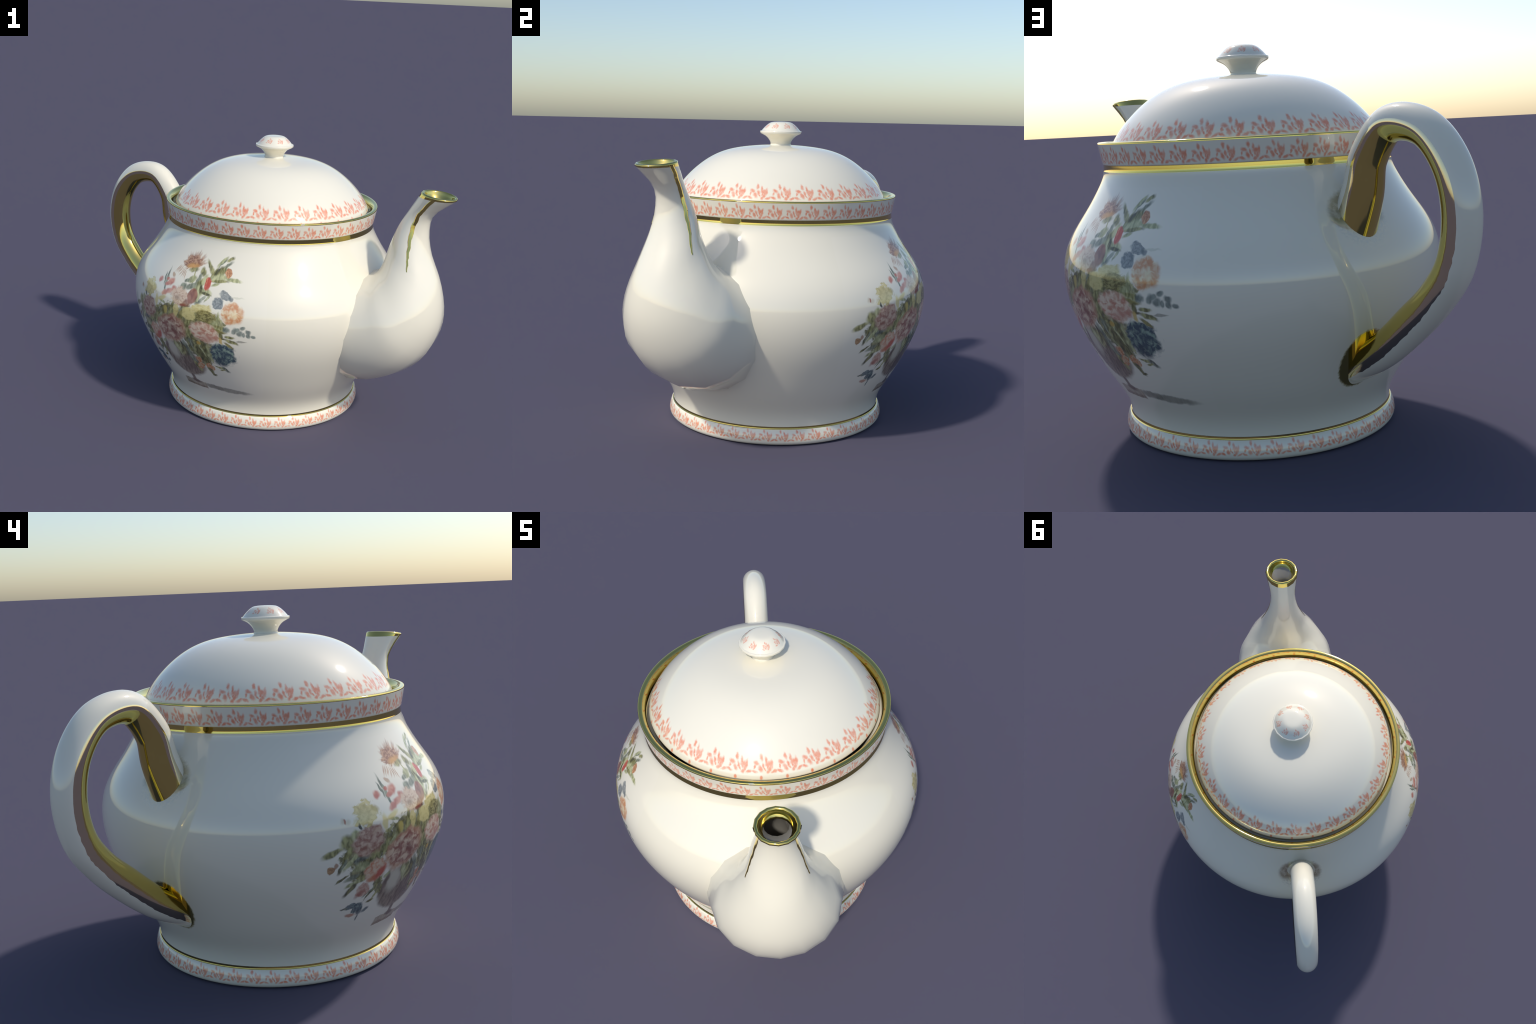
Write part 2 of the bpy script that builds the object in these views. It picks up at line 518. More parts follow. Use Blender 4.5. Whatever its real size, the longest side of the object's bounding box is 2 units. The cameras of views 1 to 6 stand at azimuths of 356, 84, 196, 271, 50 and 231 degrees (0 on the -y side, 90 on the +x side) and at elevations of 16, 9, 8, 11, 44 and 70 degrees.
    for phi, zz, le, wi, ro, tone in (
            (224.2, 0.735, 0.110, 0.022, 70, "mid"), (219.5, 0.690, 0.080, 0.026, 60, "olive"), (229.5, 0.705, 0.100, 0.030, 65, "olive"),
            (232.4, 0.650, 0.110, 0.030, 75, "mid"), (229.8, 0.655, 0.080, 0.022, -35, "pale"), (244.0, 0.700, 0.090, 0.032, 80, "pale"),
            (245.8, 0.715, 0.110, 0.020, 85, "pale"), (247.2, 0.690, 0.090, 0.018, -10, "mid"), (246.2, 0.668, 0.090, 0.020, -8, "olive"),
            (233.2, 0.600, 0.100, 0.024, 80, "mid"), (217.4, 0.655, 0.080, 0.022, 60, "pale"), (214.8, 0.640, 0.090, 0.016, 70, "mid"),
            (211.2, 0.620, 0.060, 0.040, 30, "mid"), (206.0, 0.612, 0.080, 0.026, 10, "slate"), (201.4, 0.690, 0.060, 0.060, 60, "mid"),
            (196.8, 0.652, 0.092, 0.030, 22, "mid"), (204.0, 0.718, 0.044, 0.040, 50, "pale"), (201.6, 0.640, 0.090, 0.024, 55, "mid"),
            (203.0, 0.610, 0.110, 0.022, 50, "pale"), (199.8, 0.585, 0.070, 0.018, 70, "dark"), (206.5, 0.575, 0.070, 0.036, 10, "pale"),
            (207.4, 0.540, 0.090, 0.024, 25, "dark"), (203.6, 0.528, 0.070, 0.022, 20, "grey"), (200.4, 0.530, 0.066, 0.012, 30, "dark"),
            (207.2, 0.515, 0.060, 0.030, 15, "mid"), (204.4, 0.498, 0.070, 0.020, 20, "pale"), (203.9, 0.470, 0.080, 0.024, 48, "dark"),
            (213.8, 0.470, 0.100, 0.020, 60, "mid"), (212.2, 0.435, 0.080, 0.012, 55, "dark"), (214.4, 0.412, 0.060, 0.010, 60, "mid"),
            (213.2, 0.392, 0.040, 0.014, 15, "olive"), (211.4, 0.440, 0.070, 0.012, 40, "grey")):
        leaf(phi, zz, le, wi, ro, tone)
    # falling leaves over the bowl
    for phi, zz, le, wi, ro, tone in (
            (227.4, 0.500, 0.110, 0.040, -62, "mid"), (225.6, 0.495, 0.100, 0.030, -65, "pale"), (231.2, 0.510, 0.120, 0.030, -62, "grey"),
            (229.4, 0.510, 0.110, 0.022, -65, "dark"), (234.6, 0.548, 0.090, 0.036, -60, "grey"), (236.8, 0.515, 0.110, 0.040, -62, "mid"),
            (238.4, 0.490, 0.120, 0.036, -64, "dark"), (241.6, 0.515, 0.120, 0.030, -70, "pale"), (239.8, 0.555, 0.090, 0.030, -75, "dark"),
            (233.2, 0.445, 0.100, 0.030, -50, "grey"), (234.6, 0.400, 0.070, 0.030, -55, "mid"), (240.4, 0.455, 0.080, 0.024, -70, "dark"),
            (239.0, 0.520, 0.090, 0.010, -60, "pale"), (236.4, 0.475, 0.070, 0.012, -60, "pale")):
        leaf(phi, zz, le, wi, ro, tone)

    # yellow flowers and iris
    yellow_l, yellow_d = ink(216, 202, 142), ink(176, 160, 96)
    bloom(208.2, 0.792, 0.128, 0.098, yellow_l, yellow_d, 5, 2.6, (0.42, 0.66), 1.5, 0.88, 4)
    dab(211.6, 0.812, 0.040, 0.024, yellow_d, -20, 0.6)
    dab(217.6, 0.768, 0.070, 0.024, yellow_l, 22, 0.8)
    dab(214.6, 0.745, 0.026, 0.070, yellow_l, 4, 0.8)
    dab(220.8, 0.712, 0.030, 0.046, ink(196, 176, 100), 0, 0.85)
    blade(205.4, 0.762, 206.2, 0.735, 0.012, "slate")
    bloom(226.6, 0.728, 0.044, 0.080, yellow_l, yellow_d, 0, 1.8, (0.45, 0.7), 0.5, 0.85, 5)
    bloom(233.2, 0.730, 0.090, 0.074, ink(220, 208, 150), yellow_d, 0, 1.7, (0.48, 0.75), 0.5, 0.93, 6)
    bloom(238.6, 0.772, 0.130, 0.060, ink(222, 210, 150), ink(196, 178, 104), 4, 2.4, (0.42, 0.66), 0.7, 0.9, 7)
    bloom(241.0, 0.735, 0.130, 0.074, ink(170, 164, 110), ink(92, 88, 50), 4, 3.2, (0.38, 0.58), 0.7, 0.85, 8)
    # pale bloom with its dark petal
    bloom(227.2, 0.808, 0.122, 0.104, ink(222, 196, 182), ink(184, 138, 124), 0, 3.2, (0.46, 0.66), 0.5, 0.94, 9)
    dab(226.6, 0.800, 0.030, 0.022, ink(146, 112, 100), 0, 0.7, 0.8)
    maroon = shade(ink(134, 76, 68), ink(168, 112, 100), "brush")
    dab(233.6, 0.826, 0.062, 0.078, maroon, 5, 0.95, 0.15)
    dab(231.6, 0.785, 0.062, 0.040, maroon, 30, 0.9, 0.3)
    dab(229.8, 0.769, 0.042, 0.018, ink(146, 70, 58), 15, 0.85)
    # grey blue iris
    bloom(245.2, 0.818, 0.068, 0.064, ink(150, 160, 174), ink(92, 106, 126), 0, 2.2, (0.34, 0.58), 0.45, 0.94, 10)
    bloom(248.0, 0.858, 0.078, 0.044, ink(156, 164, 176), ink(100, 112, 130), -18, 2.2, (0.38, 0.62), 0.45, 0.92, 11)
    dab(250.4, 0.848, 0.030, 0.020, ink(104, 116, 132), -30, 0.8)
    dab(253.0, 0.856, 0.070, 0.008, ink(200, 202, 196), 0, 0.6)
    # orange rose
    bloom(251.6, 0.772, 0.130, 0.124, ink(234, 220, 200), ink(214, 146, 106), 0, 2.4, (0.40, 0.56), 0.45, 0.95, 12)
    for phi, zz, w, h, ro in ((254.9, 0.768, 0.030, 0.062, -10), (252.6, 0.734, 0.062, 0.024, 8), (252.2, 0.806, 0.070, 0.020, -8), (249.6, 0.752, 0.018, 0.050, 8)):
        dab(phi, zz, w, h, ink(206, 132, 90), ro, 0.5, 0.8)
    dab(252.6, 0.770, 0.036, 0.036, ink(232, 214, 186), 0, 0.75, 0.6)
    # mauve rose at the left
    bloom(208.6, 0.680, 0.166, 0.132, ink(202, 172, 164), ink(150, 98, 96), 20, 2.7, (0.40, 0.58), 0.45, 0.95, 13)
    # the big peony
    bloom(223.4, 0.612, 0.250, 0.172, ink(218, 190, 176), ink(150, 90, 88), 18, 3.2, (0.40, 0.56), 0.35, 0.97, 14, ink(190, 138, 116))
    dab(225.4, 0.606, 0.060, 0.034, ink(124, 70, 66), -40, 0.6, 0.7)
    # light pink peony
    bloom(240.2, 0.643, 0.180, 0.122, ink(228, 206, 196), ink(194, 130, 120), -8, 2.8, (0.43, 0.60), 0.45, 0.97, 15)
    dab(242.4, 0.612, 0.110, 0.040, ink(196, 140, 136), 10, 0.55, 0.7)
    # red and white rose and its pink neighbour
    bloom(212.0, 0.548, 0.112, 0.114, ink(216, 190, 176), ink(204, 124, 100), 40, 2.4, (0.42, 0.62), 0.4, 0.96, 16)
    dab(214.0, 0.528, 0.034, 0.076, ink(192, 66, 60), -42, 0.85, 0.5)
    dab(211.2, 0.508, 0.050, 0.028, ink(196, 108, 78), 30, 0.75, 0.5)
    bloom(208.8, 0.458, 0.072, 0.072, ink(206, 176, 170), ink(182, 122, 118), 40, 2.2, (0.42, 0.62), 0.4, 0.95, 17)
    dab(208.0, 0.440, 0.056, 0.026, ink(164, 98, 96), 40, 0.75, 0.5)
    # blue peony
    bloom(248.0, 0.520, 0.158, 0.160, ink(132, 162, 162), ink(36, 70, 102), -10, 3.6, (0.36, 0.52), 0.75, 0.97, 18)
    dab(246.4, 0.470, 0.080, 0.050, ink(40, 62, 92), -20, 0.6, 0.6)
    # trailing bluebells and thin leaves at the right
    bell = shade(ink(84, 102, 112), ink(134, 150, 156), "brush")
    for phi, zz, w, h, ro in ((249.7, 0.682, 0.036, 0.032, 0), (252.9, 0.682, 0.026, 0.040, -30), (256.0, 0.702, 0.032, 0.020, 20), (255.0, 0.671, 0.032, 0.034, 40),
                              (258.2, 0.682, 0.032, 0.024, -30), (260.4, 0.659, 0.026, 0.016, 0), (258.4, 0.662, 0.024, 0.024, 30), (254.0, 0.692, 0.020, 0.020, 0), (256.6, 0.664, 0.016, 0.028, 0)):
        dab(phi, zz, w, h, bell, ro, 0.9)
    leaf(251.0, 0.638, 0.054, 0.018, 2, "mid")
    leaf(251.9, 0.612, 0.074, 0.020, -14, "mid")
    leaf(250.9, 0.588, 0.060, 0.016, -35, "olive")
    leaf(255.6, 0.621, 0.056, 0.010, 4, "smoke", 0.7)
    leaf(247.6, 0.640, 0.020, 0.044, 5, "dark")
    dab(247.4, 0.612, 0.022, 0.040, ink(206, 176, 108), 15)
    dab(237.5, 0.571, 0.026, 0.024, ink(196, 160, 80), -20)
    # little orange flowers and drooping sprigs by the bowl
    for phi, zz, w, h, ro, seed in ((236.1, 0.452, 0.046, 0.046, -50, 19), (236.4, 0.410, 0.044, 0.062, -40, 20), (240.4, 0.424, 0.040, 0.044, 0, 21), (242.2, 0.412, 0.034, 0.036, -30, 22)):
        bloom(phi, zz, w, h, ink(206, 190, 164), ink(196, 116, 76), ro, 1.9, (0.34, 0.54), 0.4, 0.93, seed)
    blade(239.4, 0.408, 242.2, 0.378, 0.026, "dark")
    blade(240.8, 0.385, 243.0, 0.354, 0.018, "dark")
    leaf(242.6, 0.362, 0.030, 0.012, 10, "dark")
    blade(243.5, 0.432, 247.6, 0.424, 0.014, "mid")
    blade(246.6, 0.436, 250.0, 0.402, 0.020, "slate")
    leaf(246.8, 0.412, 0.034, 0.012, 5, "mid")
    # brown bud, bee and the fallen blue flower at the left
    bloom(196.4, 0.580, 0.032, 0.040, ink(190, 146, 106), ink(142, 98, 64), -30, 1.6, (0.35, 0.6), 0.3, 0.92, 23)
    dab(198.0, 0.597, 0.016, 0.024, ink(158, 112, 92), 0, 0.8)
    blade(199.4, 0.568, 201.4, 0.620, 0.014, "grey")
    dab(200.3, 0.780, 0.020, 0.022, ink(196, 178, 156), 0, 0.6, 0.7)
    dab(201.9, 0.772, 0.020, 0.020, ink(196, 178, 156), 0, 0.5, 0.7)
    dab(200.9, 0.777, 0.009, 0.022, ink(170, 88, 70), 10, 0.9)
    blue_d = shade(ink(34, 58, 86), ink(74, 104, 124), "brush")
    bloom(206.0, 0.380, 0.062, 0.040, ink(116, 144, 156), ink(44, 74, 102), 10, 2.4, (0.36, 0.58), 0.6, 0.92, 24)
    bloom(208.8, 0.366, 0.066, 0.060, ink(124, 150, 158), ink(44, 72, 100), 20, 2.4, (0.36, 0.58), 0.6, 0.94, 25)
    dab(210.0, 0.346, 0.030, 0.044, blue_d, -20, 0.85)
    dab(206.6, 0.334, 0.052, 0.020, ink(176, 112, 92), -8, 0.8)
    blade(202.0, 0.374, 205.0, 0.374, 0.010, "slate")
    dab(212.6, 0.348, 0.040, 0.018, blue_d, 25, 0.85)
    dab(210.0, 0.312, 0.010, 0.030, blue_d, -10, 0.8)
    close_page()
    return glaze(t, state["c"])


MAT_WHITE = porcelain()
MAT_GOLD = gilding()
MAT_PALE_GOLD = gilding("thin_gold", (0.76, 0.63, 0.40, 1), (0.80, 0.68, 0.46, 1))
MAT_BORE = glaze(Tree("shade_darkened_glaze"), (0.33, 0.31, 0.27, 1.0))  # white glaze with the shade inside the spout mixed into its base colour
MAT_RIM = border("rim_sprig_border", 43, -0.6, 1.158, 1.2245)
MAT_LID = border("lid_sprig_border", 30, 5.6, 1.246, 1.3155, 0.84, dots_z=1.2265)
MAT_FOOT = border("foot_sprig_border", 44, 274.9, 0.0265, 0.0795)
MAT_KNOB = border("knob_sprig_border", 8, 330.7, 1.587, 1.6135, 0.7, strokes=[(x * 0.62, y, rx * 0.75, ry, a) for x, y, rx, ry, a in SPRIG if y > 0.1 or x < 0.4])
MAT_PRINT = bouquet()
MAT_ROOT = handle_root()

# ------------------------------------------------------- body, foot and rim
foot = np.vstack([
    spline([(0.500, 0.030), (0.530, 0.008), (0.556, 0.000), (0.576, 0.0015), (0.5895, 0.012), (0.5945, 0.028), (0.5925, 0.046), (0.5885, 0.062), (0.5840, 0.0745), (0.5800, 0.0806), (0.5778, 0.0825)], 50)])
foot_gold = spline([(0.5778, 0.0825), (0.5755, 0.0838), (0.5742, 0.0856), (0.5736, 0.0890), (0.5728, 0.0950)], 12)
body = thrown([
    (0.5728, 0.0950), (0.5745, 0.115), (0.5810, 0.140), (0.5910, 0.168), (0.6070, 0.200), (0.6270, 0.230), (0.6460, 0.260), (0.6640, 0.290), (0.6805, 0.320),
    (0.6960, 0.350), (0.7115, 0.380), (0.7270, 0.410), (0.7420, 0.440), (0.7555, 0.470), (0.7680, 0.500), (0.7790, 0.530), (0.7885, 0.560), (0.7960, 0.590),
    (0.8020, 0.620), (0.8060, 0.650), (0.8085, 0.680), (0.8092, 0.710), (0.8080, 0.740), (0.8040, 0.770), (0.7960, 0.800), (0.7830, 0.830), (0.7665, 0.860),
    (0.7480, 0.890), (0.7290, 0.920), (0.7090, 0.950), (0.6885, 0.980), (0.6680, 1.010), (0.6490, 1.040), (0.6335, 1.070), (0.6220, 1.100), (0.6185, 1.1150), (0.6168, 1.1232)], 220, 11)
neck_gold = spline([(0.6168, 1.1232), (0.6157, 1.1282), (0.6151, 1.1340), (0.61486, 1.1400), (0.61462, 1.1460), (0.61444, 1.1505)], 16)
rim = spline([(0.61444, 1.1505), (0.6172, 1.1530), (0.6190, 1.1580), (0.6212, 1.1700), (0.6250, 1.1900), (0.6285, 1.2100), (0.6315, 1.2270), (0.6328, 1.2345)], 30)
lip_gold = spline([(0.6328, 1.2345), (0.6322, 1.2395), (0.6290, 1.2428), (0.6220, 1.2440), (0.6130, 1.2430), (0.6060, 1.2380), (0.5985, 1.2280), (0.5930, 1.2150), (0.5900, 1.2000)], 44)
inside = np.vstack([spline([(0.5900, 1.2000), (0.5880, 1.1800), (0.5700, 1.1720), (0.5600, 1.1500), (0.5780, 1.0800), (0.6400, 0.9600), (0.7300, 0.8500), (0.7750, 0.7100),
                            (0.7500, 0.5300), (0.6600, 0.3300), (0.5500, 0.1700), (0.4200, 0.1000), (0.2000, 0.0850), (0.0020, 0.0840)], 70)])

parts = [("foot", foot), ("foot_gilding", foot_gold), ("body", body), ("neck_gilding", neck_gold), ("rim", rim), ("rim_gilding", lip_gold), ("vessel_lining", inside)]
whole = np.vstack([p if i == 0 else p[1:] for i, (_, p) in enumerate(parts)])
whole_n = profile_normals(whole)


def on_print(deg, z):
    """Which faces carry the flower print."""
    if 0.24 < z < 1.09 and abs((deg - math.degrees(HANDLE_ANGLE) + 360) % 360 - 180) < 14:
        return 2
    if not 0.215 < z < 1.07:
        return 0
    for c in (PRINT_1, PRINT_2):
        if abs((deg + 1.25 - c + 180) % 360 - 180) < 38:
            return 1
    return 0


made, start = {}, 0
mats = {"foot": [MAT_FOOT], "foot_gilding": [MAT_GOLD], "body": [MAT_WHITE, MAT_PRINT, MAT_ROOT], "neck_gilding": [MAT_GOLD], "rim": [MAT_RIM], "rim_gilding": [MAT_GOLD], "vessel_lining": [MAT_WHITE]}
parent_of = {"foot_gilding": "foot", "rim_gilding": "rim"}
for name, p in parts:
    n = whole_n[start:start + len(p)]
    start += len(p) - 1
    made[name] = lathe(name, p, n, mats[name], made.get(parent_of.get(name), root), face_mat=on_print if name == "body" else None)
under = spline([(0.002, 0.036), (0.250, 0.036), (0.480, 0.036), (0.500, 0.030)], 16)
lathe("underside", under, profile_normals(under), [MAT_WHITE])

# ---------------------------------------------------------------------- lid
lid_dome = thrown([
    (0.5740, 1.2280), (0.5670, 1.2420), (0.5560, 1.2600), (0.5430, 1.2800), (0.5285, 1.3000), (0.5115, 1.3200), (0.4915, 1.3400),
    (0.4700, 1.3600), (0.4475, 1.3800), (0.4220, 1.4000), (0.3940, 1.4200), (0.3580, 1.4400), (0.3080, 1.4610), (0.2300, 1.4810), (0.1600, 1.4915), (0.1000, 1.4960), (0.0580, 1.4975)], 130, 7)
lid_edge = spline([(0.5000, 1.1950), (0.5450, 1.2000), (0.5690, 1.2075), (0.5772, 1.2160), (0.5740, 1.2280)], 26)
lid_profile = np.vstack([lid_edge[:-1], lid_dome])
lid = lathe("lid", lid_profile, profile_normals(lid_profile), [MAT_LID], seg=160)
flange = spline([(0.002, 1.4600), (0.250, 1.4450), (0.430, 1.3550), (0.520, 1.2400), (0.5350, 1.2020), (0.5330, 1.1500), (0.5250, 1.1500), (0.5150, 1.1920), (0.5000, 1.1950)], 60)
lathe("lid_flange", flange, profile_normals(flange), [MAT_WHITE], lid, seg=96)
knob_stem = spline([(0.0600, 1.4900), (0.0575, 1.4975), (0.0562, 1.5040), (0.0575, 1.5130), (0.0630, 1.5240), (0.0725, 1.5360), (0.0850, 1.5460), (0.0985, 1.5530), (0.1085, 1.5580)], 30)
knob_brim = np.array([(0.1085, 1.5580), (0.1108, 1.5595), (0.1124, 1.5625), (0.1130, 1.5660), (0.1131, 1.5695), (0.1124, 1.5718), (0.1108, 1.5730), (0.1078, 1.5734), (0.1058, 1.5738), (0.1045, 1.5750)])
knob_cap = spline([(0.1045, 1.5750), (0.1005, 1.5795), (0.0920, 1.5895), (0.0810, 1.6005), (0.0690, 1.6105), (0.0560, 1.6180), (0.0420, 1.6215), (0.0220, 1.6230), (0.0010, 1.6235)], 26)
knob_all = np.vstack([knob_stem, knob_brim[1:], knob_cap[1:]])
kn = profile_normals(knob_all)
knob = lathe("knob", knob_all, kn, [MAT_KNOB], lid, seg=18, phase=0.1)

# ------------------------------------------------------------------- tubes
def frame(angle):
    return np.array([math.cos(angle), math.sin(angle), 0.0]), np.array([-math.sin(angle), math.cos(angle), 0.0])


def ring_mesh(rings, close=True):
    n, m = len(rings), len(rings[0])
    verts = [v for r in rings for v in r]
    faces = []
    for i in range(n - 1):
        for j in range(m if close else m - 1):
            k = (j + 1) % m
            faces.append((i * m + j, i * m + k, (i + 1) * m + k, (i + 1) * m + j))
    return verts, faces


def grid_normals(rings, close):
    g = np.asarray(rings)
    di = np.gradient(g, axis=0)
    dj = (np.roll(g, -1, 1) - np.roll(g, 1, 1)) if close else np.gradient(g, axis=1)
    n = np.cross(dj, di)
    n /= np.maximum(np.linalg.norm(n, axis=2)[..., None], 1e-9)
    return n


# spout: each row is the back point (s, z), the front point (s, z) and the half width
SPOUT = [
    (0.600, 0.930, 0.560, 0.255, 0.325), (0.705, 0.940, 0.668, 0.287, 0.336), (0.735, 0.950, 0.795, 0.313, 0.328), (0.757, 0.964, 0.946, 0.391, 0.318),
    (0.775, 0.987, 1.060, 0.506, 0.302), (0.787, 1.019, 1.122, 0.646, 0.257), (0.796, 1.061, 1.135, 0.780, 0.207), (0.806, 1.112, 1.106, 0.932, 0.152),
    (0.826, 1.175, 1.041, 1.081, 0.118), (0.855, 1.251, 1.016, 1.213, 0.087), (0.903, 1.335, 1.039, 1.317, 0.074), (0.962, 1.437, 1.158, 1.414, 0.097)]
PINCH = [0.0, 0.0, 0.0, 0.07, 0.15, 0.20, 0.19, 0.12, 0.05, 0.0, 0.0, 0.0]   # how far the back of each section is drawn in
SPOUT = [row + (q,) for row, q in zip(SPOUT, PINCH)]
S_DIR, S_SIDE = frame(SPOUT_ANGLE)
SPOUT_SIDES = 16
FACET = 1.0 / math.sqrt(math.cos(math.pi / SPOUT_SIDES))


def spout_section(row, angles, scale=1.0, lift=0.0):
    bs, bz, fs, fz, w, pinch = row
    mid = np.array([(bs + fs) / 2, (bz + fz) / 2])
    half = np.array([(fs - bs) / 2, (fz - bz) / 2])
    out = []
    for a in angles:
        s, z = mid + half * scale * math.cos(a)
        y = w * scale * math.sin(a) * (1 - pinch * ((1 - math.cos(a)) / 2) ** 2)
        out.append(S_DIR * s + S_SIDE * y + np.array([0, 0, z + lift]))
    return out


rows = spline(SPOUT, 30)
ang = np.arange(SPOUT_SIDES) * 2 * math.pi / SPOUT_SIDES
outer = [spout_section(r, ang, FACET) for r in rows]
# lip: a rounded gilt edge, the throat and the bore
mouth = rows[-1]
bore_rows = [r for r in rows[::-1]]
nrm_mouth = np.array([-(mouth[3] - mouth[1]), mouth[2] - mouth[0]])
nrm_mouth /= np.linalg.norm(nrm_mouth)


def shifted(row, d):
    r = np.array(row, float)
    r[[0, 2]] += nrm_mouth[0] * d
    r[[1, 3]] += nrm_mouth[1] * d
    return r


lip_rings = [spout_section(shifted(mouth, d), ang, FACET * k) for d, k in (
    (0.0, 1.0), (0.0055, 0.985), (0.0095, 0.950), (0.0105, 0.900), (0.0085, 0.850), (0.0035, 0.812), (-0.005, 0.788), (-0.015, 0.745), (-0.024, 0.680), (-0.031, 0.615))]
throat = spline(SPOUT, 200)
bore_rings = [lip_rings[-1]]
bore_rings += [spout_section(throat[-1 - d], ang, FACET * k) for d, k in ((9, 0.65), (14, 0.69), (25, 0.72), (40, 0.74), (60, 0.78), (85, 0.80), (110, 0.84))]
allr = outer + lip_rings[1:] + bore_rings[1:]
normals = grid_normals(allr, True)
# outward check
if np.dot(normals[5, 0], S_DIR) < 0:
    normals = -normals
GILT_FROM = len(outer) - 2                        # the last bit below the lip is gilt as well


def slab(i0, i1):
    v, f = ring_mesh(allr[i0:i1 + 1])
    return v, f, [n for r in normals[i0:i1 + 1] for n in r]


k_out, k_lip = len(outer), len(outer) + len(lip_rings) - 1
deep = [0.12 + 0.36 * ((1 - math.cos(a)) / 2) ** 1.5 for a in ang]       # the gilding reaches lower at the back
collar = [(1 - q) * np.array(outer[-1][j]) + q * np.array(outer[-2][j]) for j, q in enumerate(deep)]
allr.insert(k_out - 1, collar)
normals = np.insert(normals, k_out - 1, normals[k_out - 1], axis=0)
v, f, n = slab(0, k_out - 1)
spout = add_object("spout", v, f, [MAT_WHITE], root, n)
v, f, n = slab(k_out - 1, k_lip)
add_object("spout_gilding", v, f, [MAT_GOLD], spout, n)
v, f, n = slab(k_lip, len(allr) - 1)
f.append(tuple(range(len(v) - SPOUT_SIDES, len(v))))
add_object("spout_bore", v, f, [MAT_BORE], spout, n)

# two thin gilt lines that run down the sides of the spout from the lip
def on_facets(row, a):
    step = 2 * math.pi / SPOUT_SIDES
    j = math.floor(a / step)
    f = a / step - j
    p0, p1 = (np.array(x) for x in spout_section(row, (j * step, (j + 1) * step), FACET))
    return p0 * (1 - f) + p1 * f


def row_at(u):
    i = min(int(u), len(rows) - 2)
    return rows[i] + (rows[i + 1] - rows[i]) * (u - i)


line_rows = [row_at(u) for u in np.linspace(0.645 * (len(rows) - 1), len(rows) - 1, 34)]
for side in (1, -1):
    cols, low = [[], [], [], [], []], [[], []]
    total = len(line_rows) - 1
    ridge = 3 * 2 * math.pi / SPOUT_SIDES
    for i, r in enumerate(line_rows):
        k = i / total
        a = math.radians(81 - 7 * math.sin(math.pi * min(1.0, k * 1.12)) + (8 * (k - 0.7) if k > 0.7 else 0)) + 0.05 * mnoise.noise(Vector((i * 0.35, side * 3, 1.0)))
        halfw = (0.0024 + 0.0088 * min(1.0, k * 2.2) ** 0.8 + 0.0026 * mnoise.noise(Vector((i * 0.9, side, 0)))) / max(r[4], 0.05)
        stops = sorted([a - halfw, a - halfw * 0.35, a + halfw * 0.35, a + halfw, min(max(ridge, a - halfw * 0.9), a + halfw * 0.9)])
        mid = S_DIR * (r[0] + r[2]) / 2 + np.array([0, 0, (r[1] + r[3]) / 2])
        for c, st in zip(cols, stops):
            q = on_facets(r, side * st)
            d = (q - mid) / np.linalg.norm(q - mid)
            c.append(q + d * 0.0016)
            if c is cols[0] or c is cols[-1]:
                low[0 if c is cols[0] else 1].append(q - d * 0.003)
    strip = [low[0]] + cols + [low[1]]
    n0 = len(cols[0])
    verts = [p for c in strip for p in c]
    faces = []
    for c in range(len(strip) - 1):
        for i in range(n0 - 1):
            q = (c * n0 + i, c * n0 + i + 1, (c + 1) * n0 + i + 1, (c + 1) * n0 + i)
            faces.append(q if side < 0 else q[::-1])
    add_object("gilt_line", verts, faces, [MAT_GOLD], spout)

# handle: spine (s, z) and half thickness
HANDLE = [(-0.600, 0.770, 0.078), (-0.666, 0.875, 0.078), (-0.738, 1.019, 0.080), (-0.782, 1.150, 0.077), (-0.899, 1.262, 0.068), (-1.066, 1.243, 0.067), (-1.180, 1.125, 0.071), (-1.222, 0.965, 0.073),
          (-1.190, 0.795, 0.071), (-1.098, 0.667, 0.069), (-0.975, 0.557, 0.072), (-0.830, 0.442, 0.068), (-0.675, 0.350, 0.062), (-0.540, 0.286, 0.060)]
H_DIR, H_SIDE = frame(HANDLE_ANGLE)
spine = spline(HANDLE, 150)
tan = np.gradient(spine[:, :2], axis=0)
tan /= np.linalg.norm(tan, axis=1)[:, None]
outn = np.stack([-tan[:, 1], tan[:, 0]], 1)
if outn[62][0] > 0:
    outn = -outn
HALF_WIDTH = 0.066
N_OUT, N_IN = 14, 18
white_rings, gold_rings = [], []
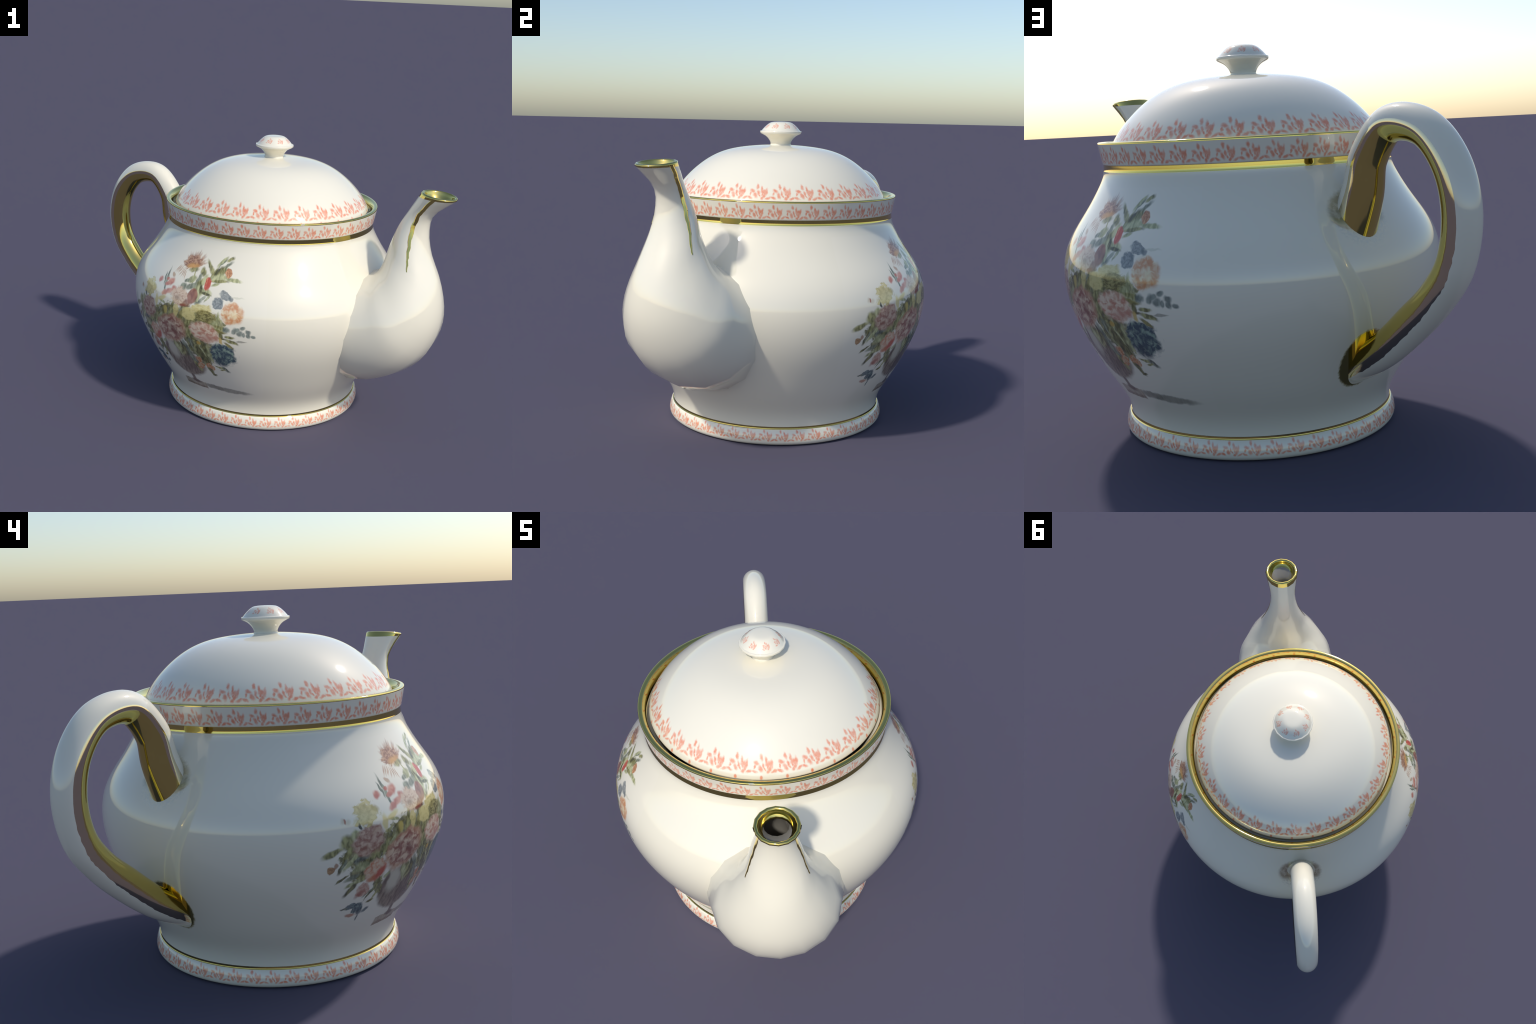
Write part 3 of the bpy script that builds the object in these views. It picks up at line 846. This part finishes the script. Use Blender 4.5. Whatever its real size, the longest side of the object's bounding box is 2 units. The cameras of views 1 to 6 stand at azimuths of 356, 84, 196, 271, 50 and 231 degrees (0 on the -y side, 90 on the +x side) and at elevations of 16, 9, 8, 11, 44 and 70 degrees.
for i, (s, z, a) in enumerate(spine):
    k = i / (len(spine) - 1)
    edge = np.interp(k, [0, 0.25, 0.36, 0.5, 0.62, 0.8, 1.0], [84, 82, 78, 66, 61, 58, 50])
    edge += (0.8 + 3.4 * (k > 0.58)) * mnoise.noise(Vector((i * 1.3, 3.3, 0)))
    e = math.radians(edge)
    sway = -0.006 - 0.006 * k
    flare = 1.25 * max(0.0, 1 - k / 0.26) ** 1.8
    half_width = HALF_WIDTH + 0.045 * flare      # flares into the shoulder

    def point(t):
        c, sn = math.cos(t), math.sin(t)
        if c < 0:                                   # inner side comes to a soft ridge
            p = 1.0 + 0.22 * min(1.0, max(0.0, (k - 0.05) / 0.22))
            c, sn = -abs(c) ** p, math.copysign(abs(sn) ** (1.0 + 0.10 * abs(c)), sn)
        sz = np.array([s, z]) + outn[i] * a * c * (1 + 0.55 * flare * (c < 0))
        return H_DIR * sz[0] + H_SIDE * (half_width * sn + sway) + np.array([0, 0, sz[1]])
    full = [point(t) for t in np.linspace(-e, e, N_OUT + 1)] + [point(t) for t in np.linspace(e, 2 * math.pi - e, N_IN + 1)[1:-1]]
    white_rings.append(full)
hn = grid_normals(white_rings, True)
if np.dot(hn[75, N_OUT // 2], np.array([*(H_DIR[:2] * outn[75][0]), outn[75][1]])) < 0:
    hn = -hn
outer_part = [r[:N_OUT + 1] for r in white_rings]
closed = [list(r) + [r[0]] for r in white_rings]
closed_n = [list(r) + [r[0]] for r in hn]
EDGE = 2                                            # facets of thin, paler gilding along each border
v, f = ring_mesh(outer_part, False)
handle = add_object("handle", v, f, [MAT_WHITE], root, [x for r in hn for x in r[:N_OUT + 1]])
c0, c1, c2, c3 = N_OUT, N_OUT + EDGE, N_OUT + N_IN - EDGE, N_OUT + N_IN
v, f = ring_mesh([r[c1:c2 + 1] for r in closed], False)
gilt = add_object("handle_gilding", v, f, [MAT_GOLD], handle, [x for r in closed_n for x in r[c1:c2 + 1]])
for a, b in ((c0, c1), (c2, c3)):
    v, f = ring_mesh([r[a:b + 1] for r in closed], False)
    add_object("gilding_border", v, f, [MAT_PALE_GOLD], handle, [x for r in closed_n for x in r[a:b + 1]])

# make faces look the way their normals do
for ob in bpy.data.objects:
    if ob.type != "MESH":
        continue
    me = ob.data
    flip = 0
    vn = me.corner_normals
    for p in me.polygons:
        c = Vector((0, 0, 0))
        for li in p.loop_indices:
            c += Vector(vn[li].vector)
        flip += 1 if c.dot(p.normal) < 0 else -1
    if flip > 0:
        keep = [None] * len(me.vertices)
        for l in me.loops:
            keep[l.vertex_index] = tuple(vn[l.index].vector)
        me.flip_normals()
        me.normals_split_custom_set_from_vertices(keep)
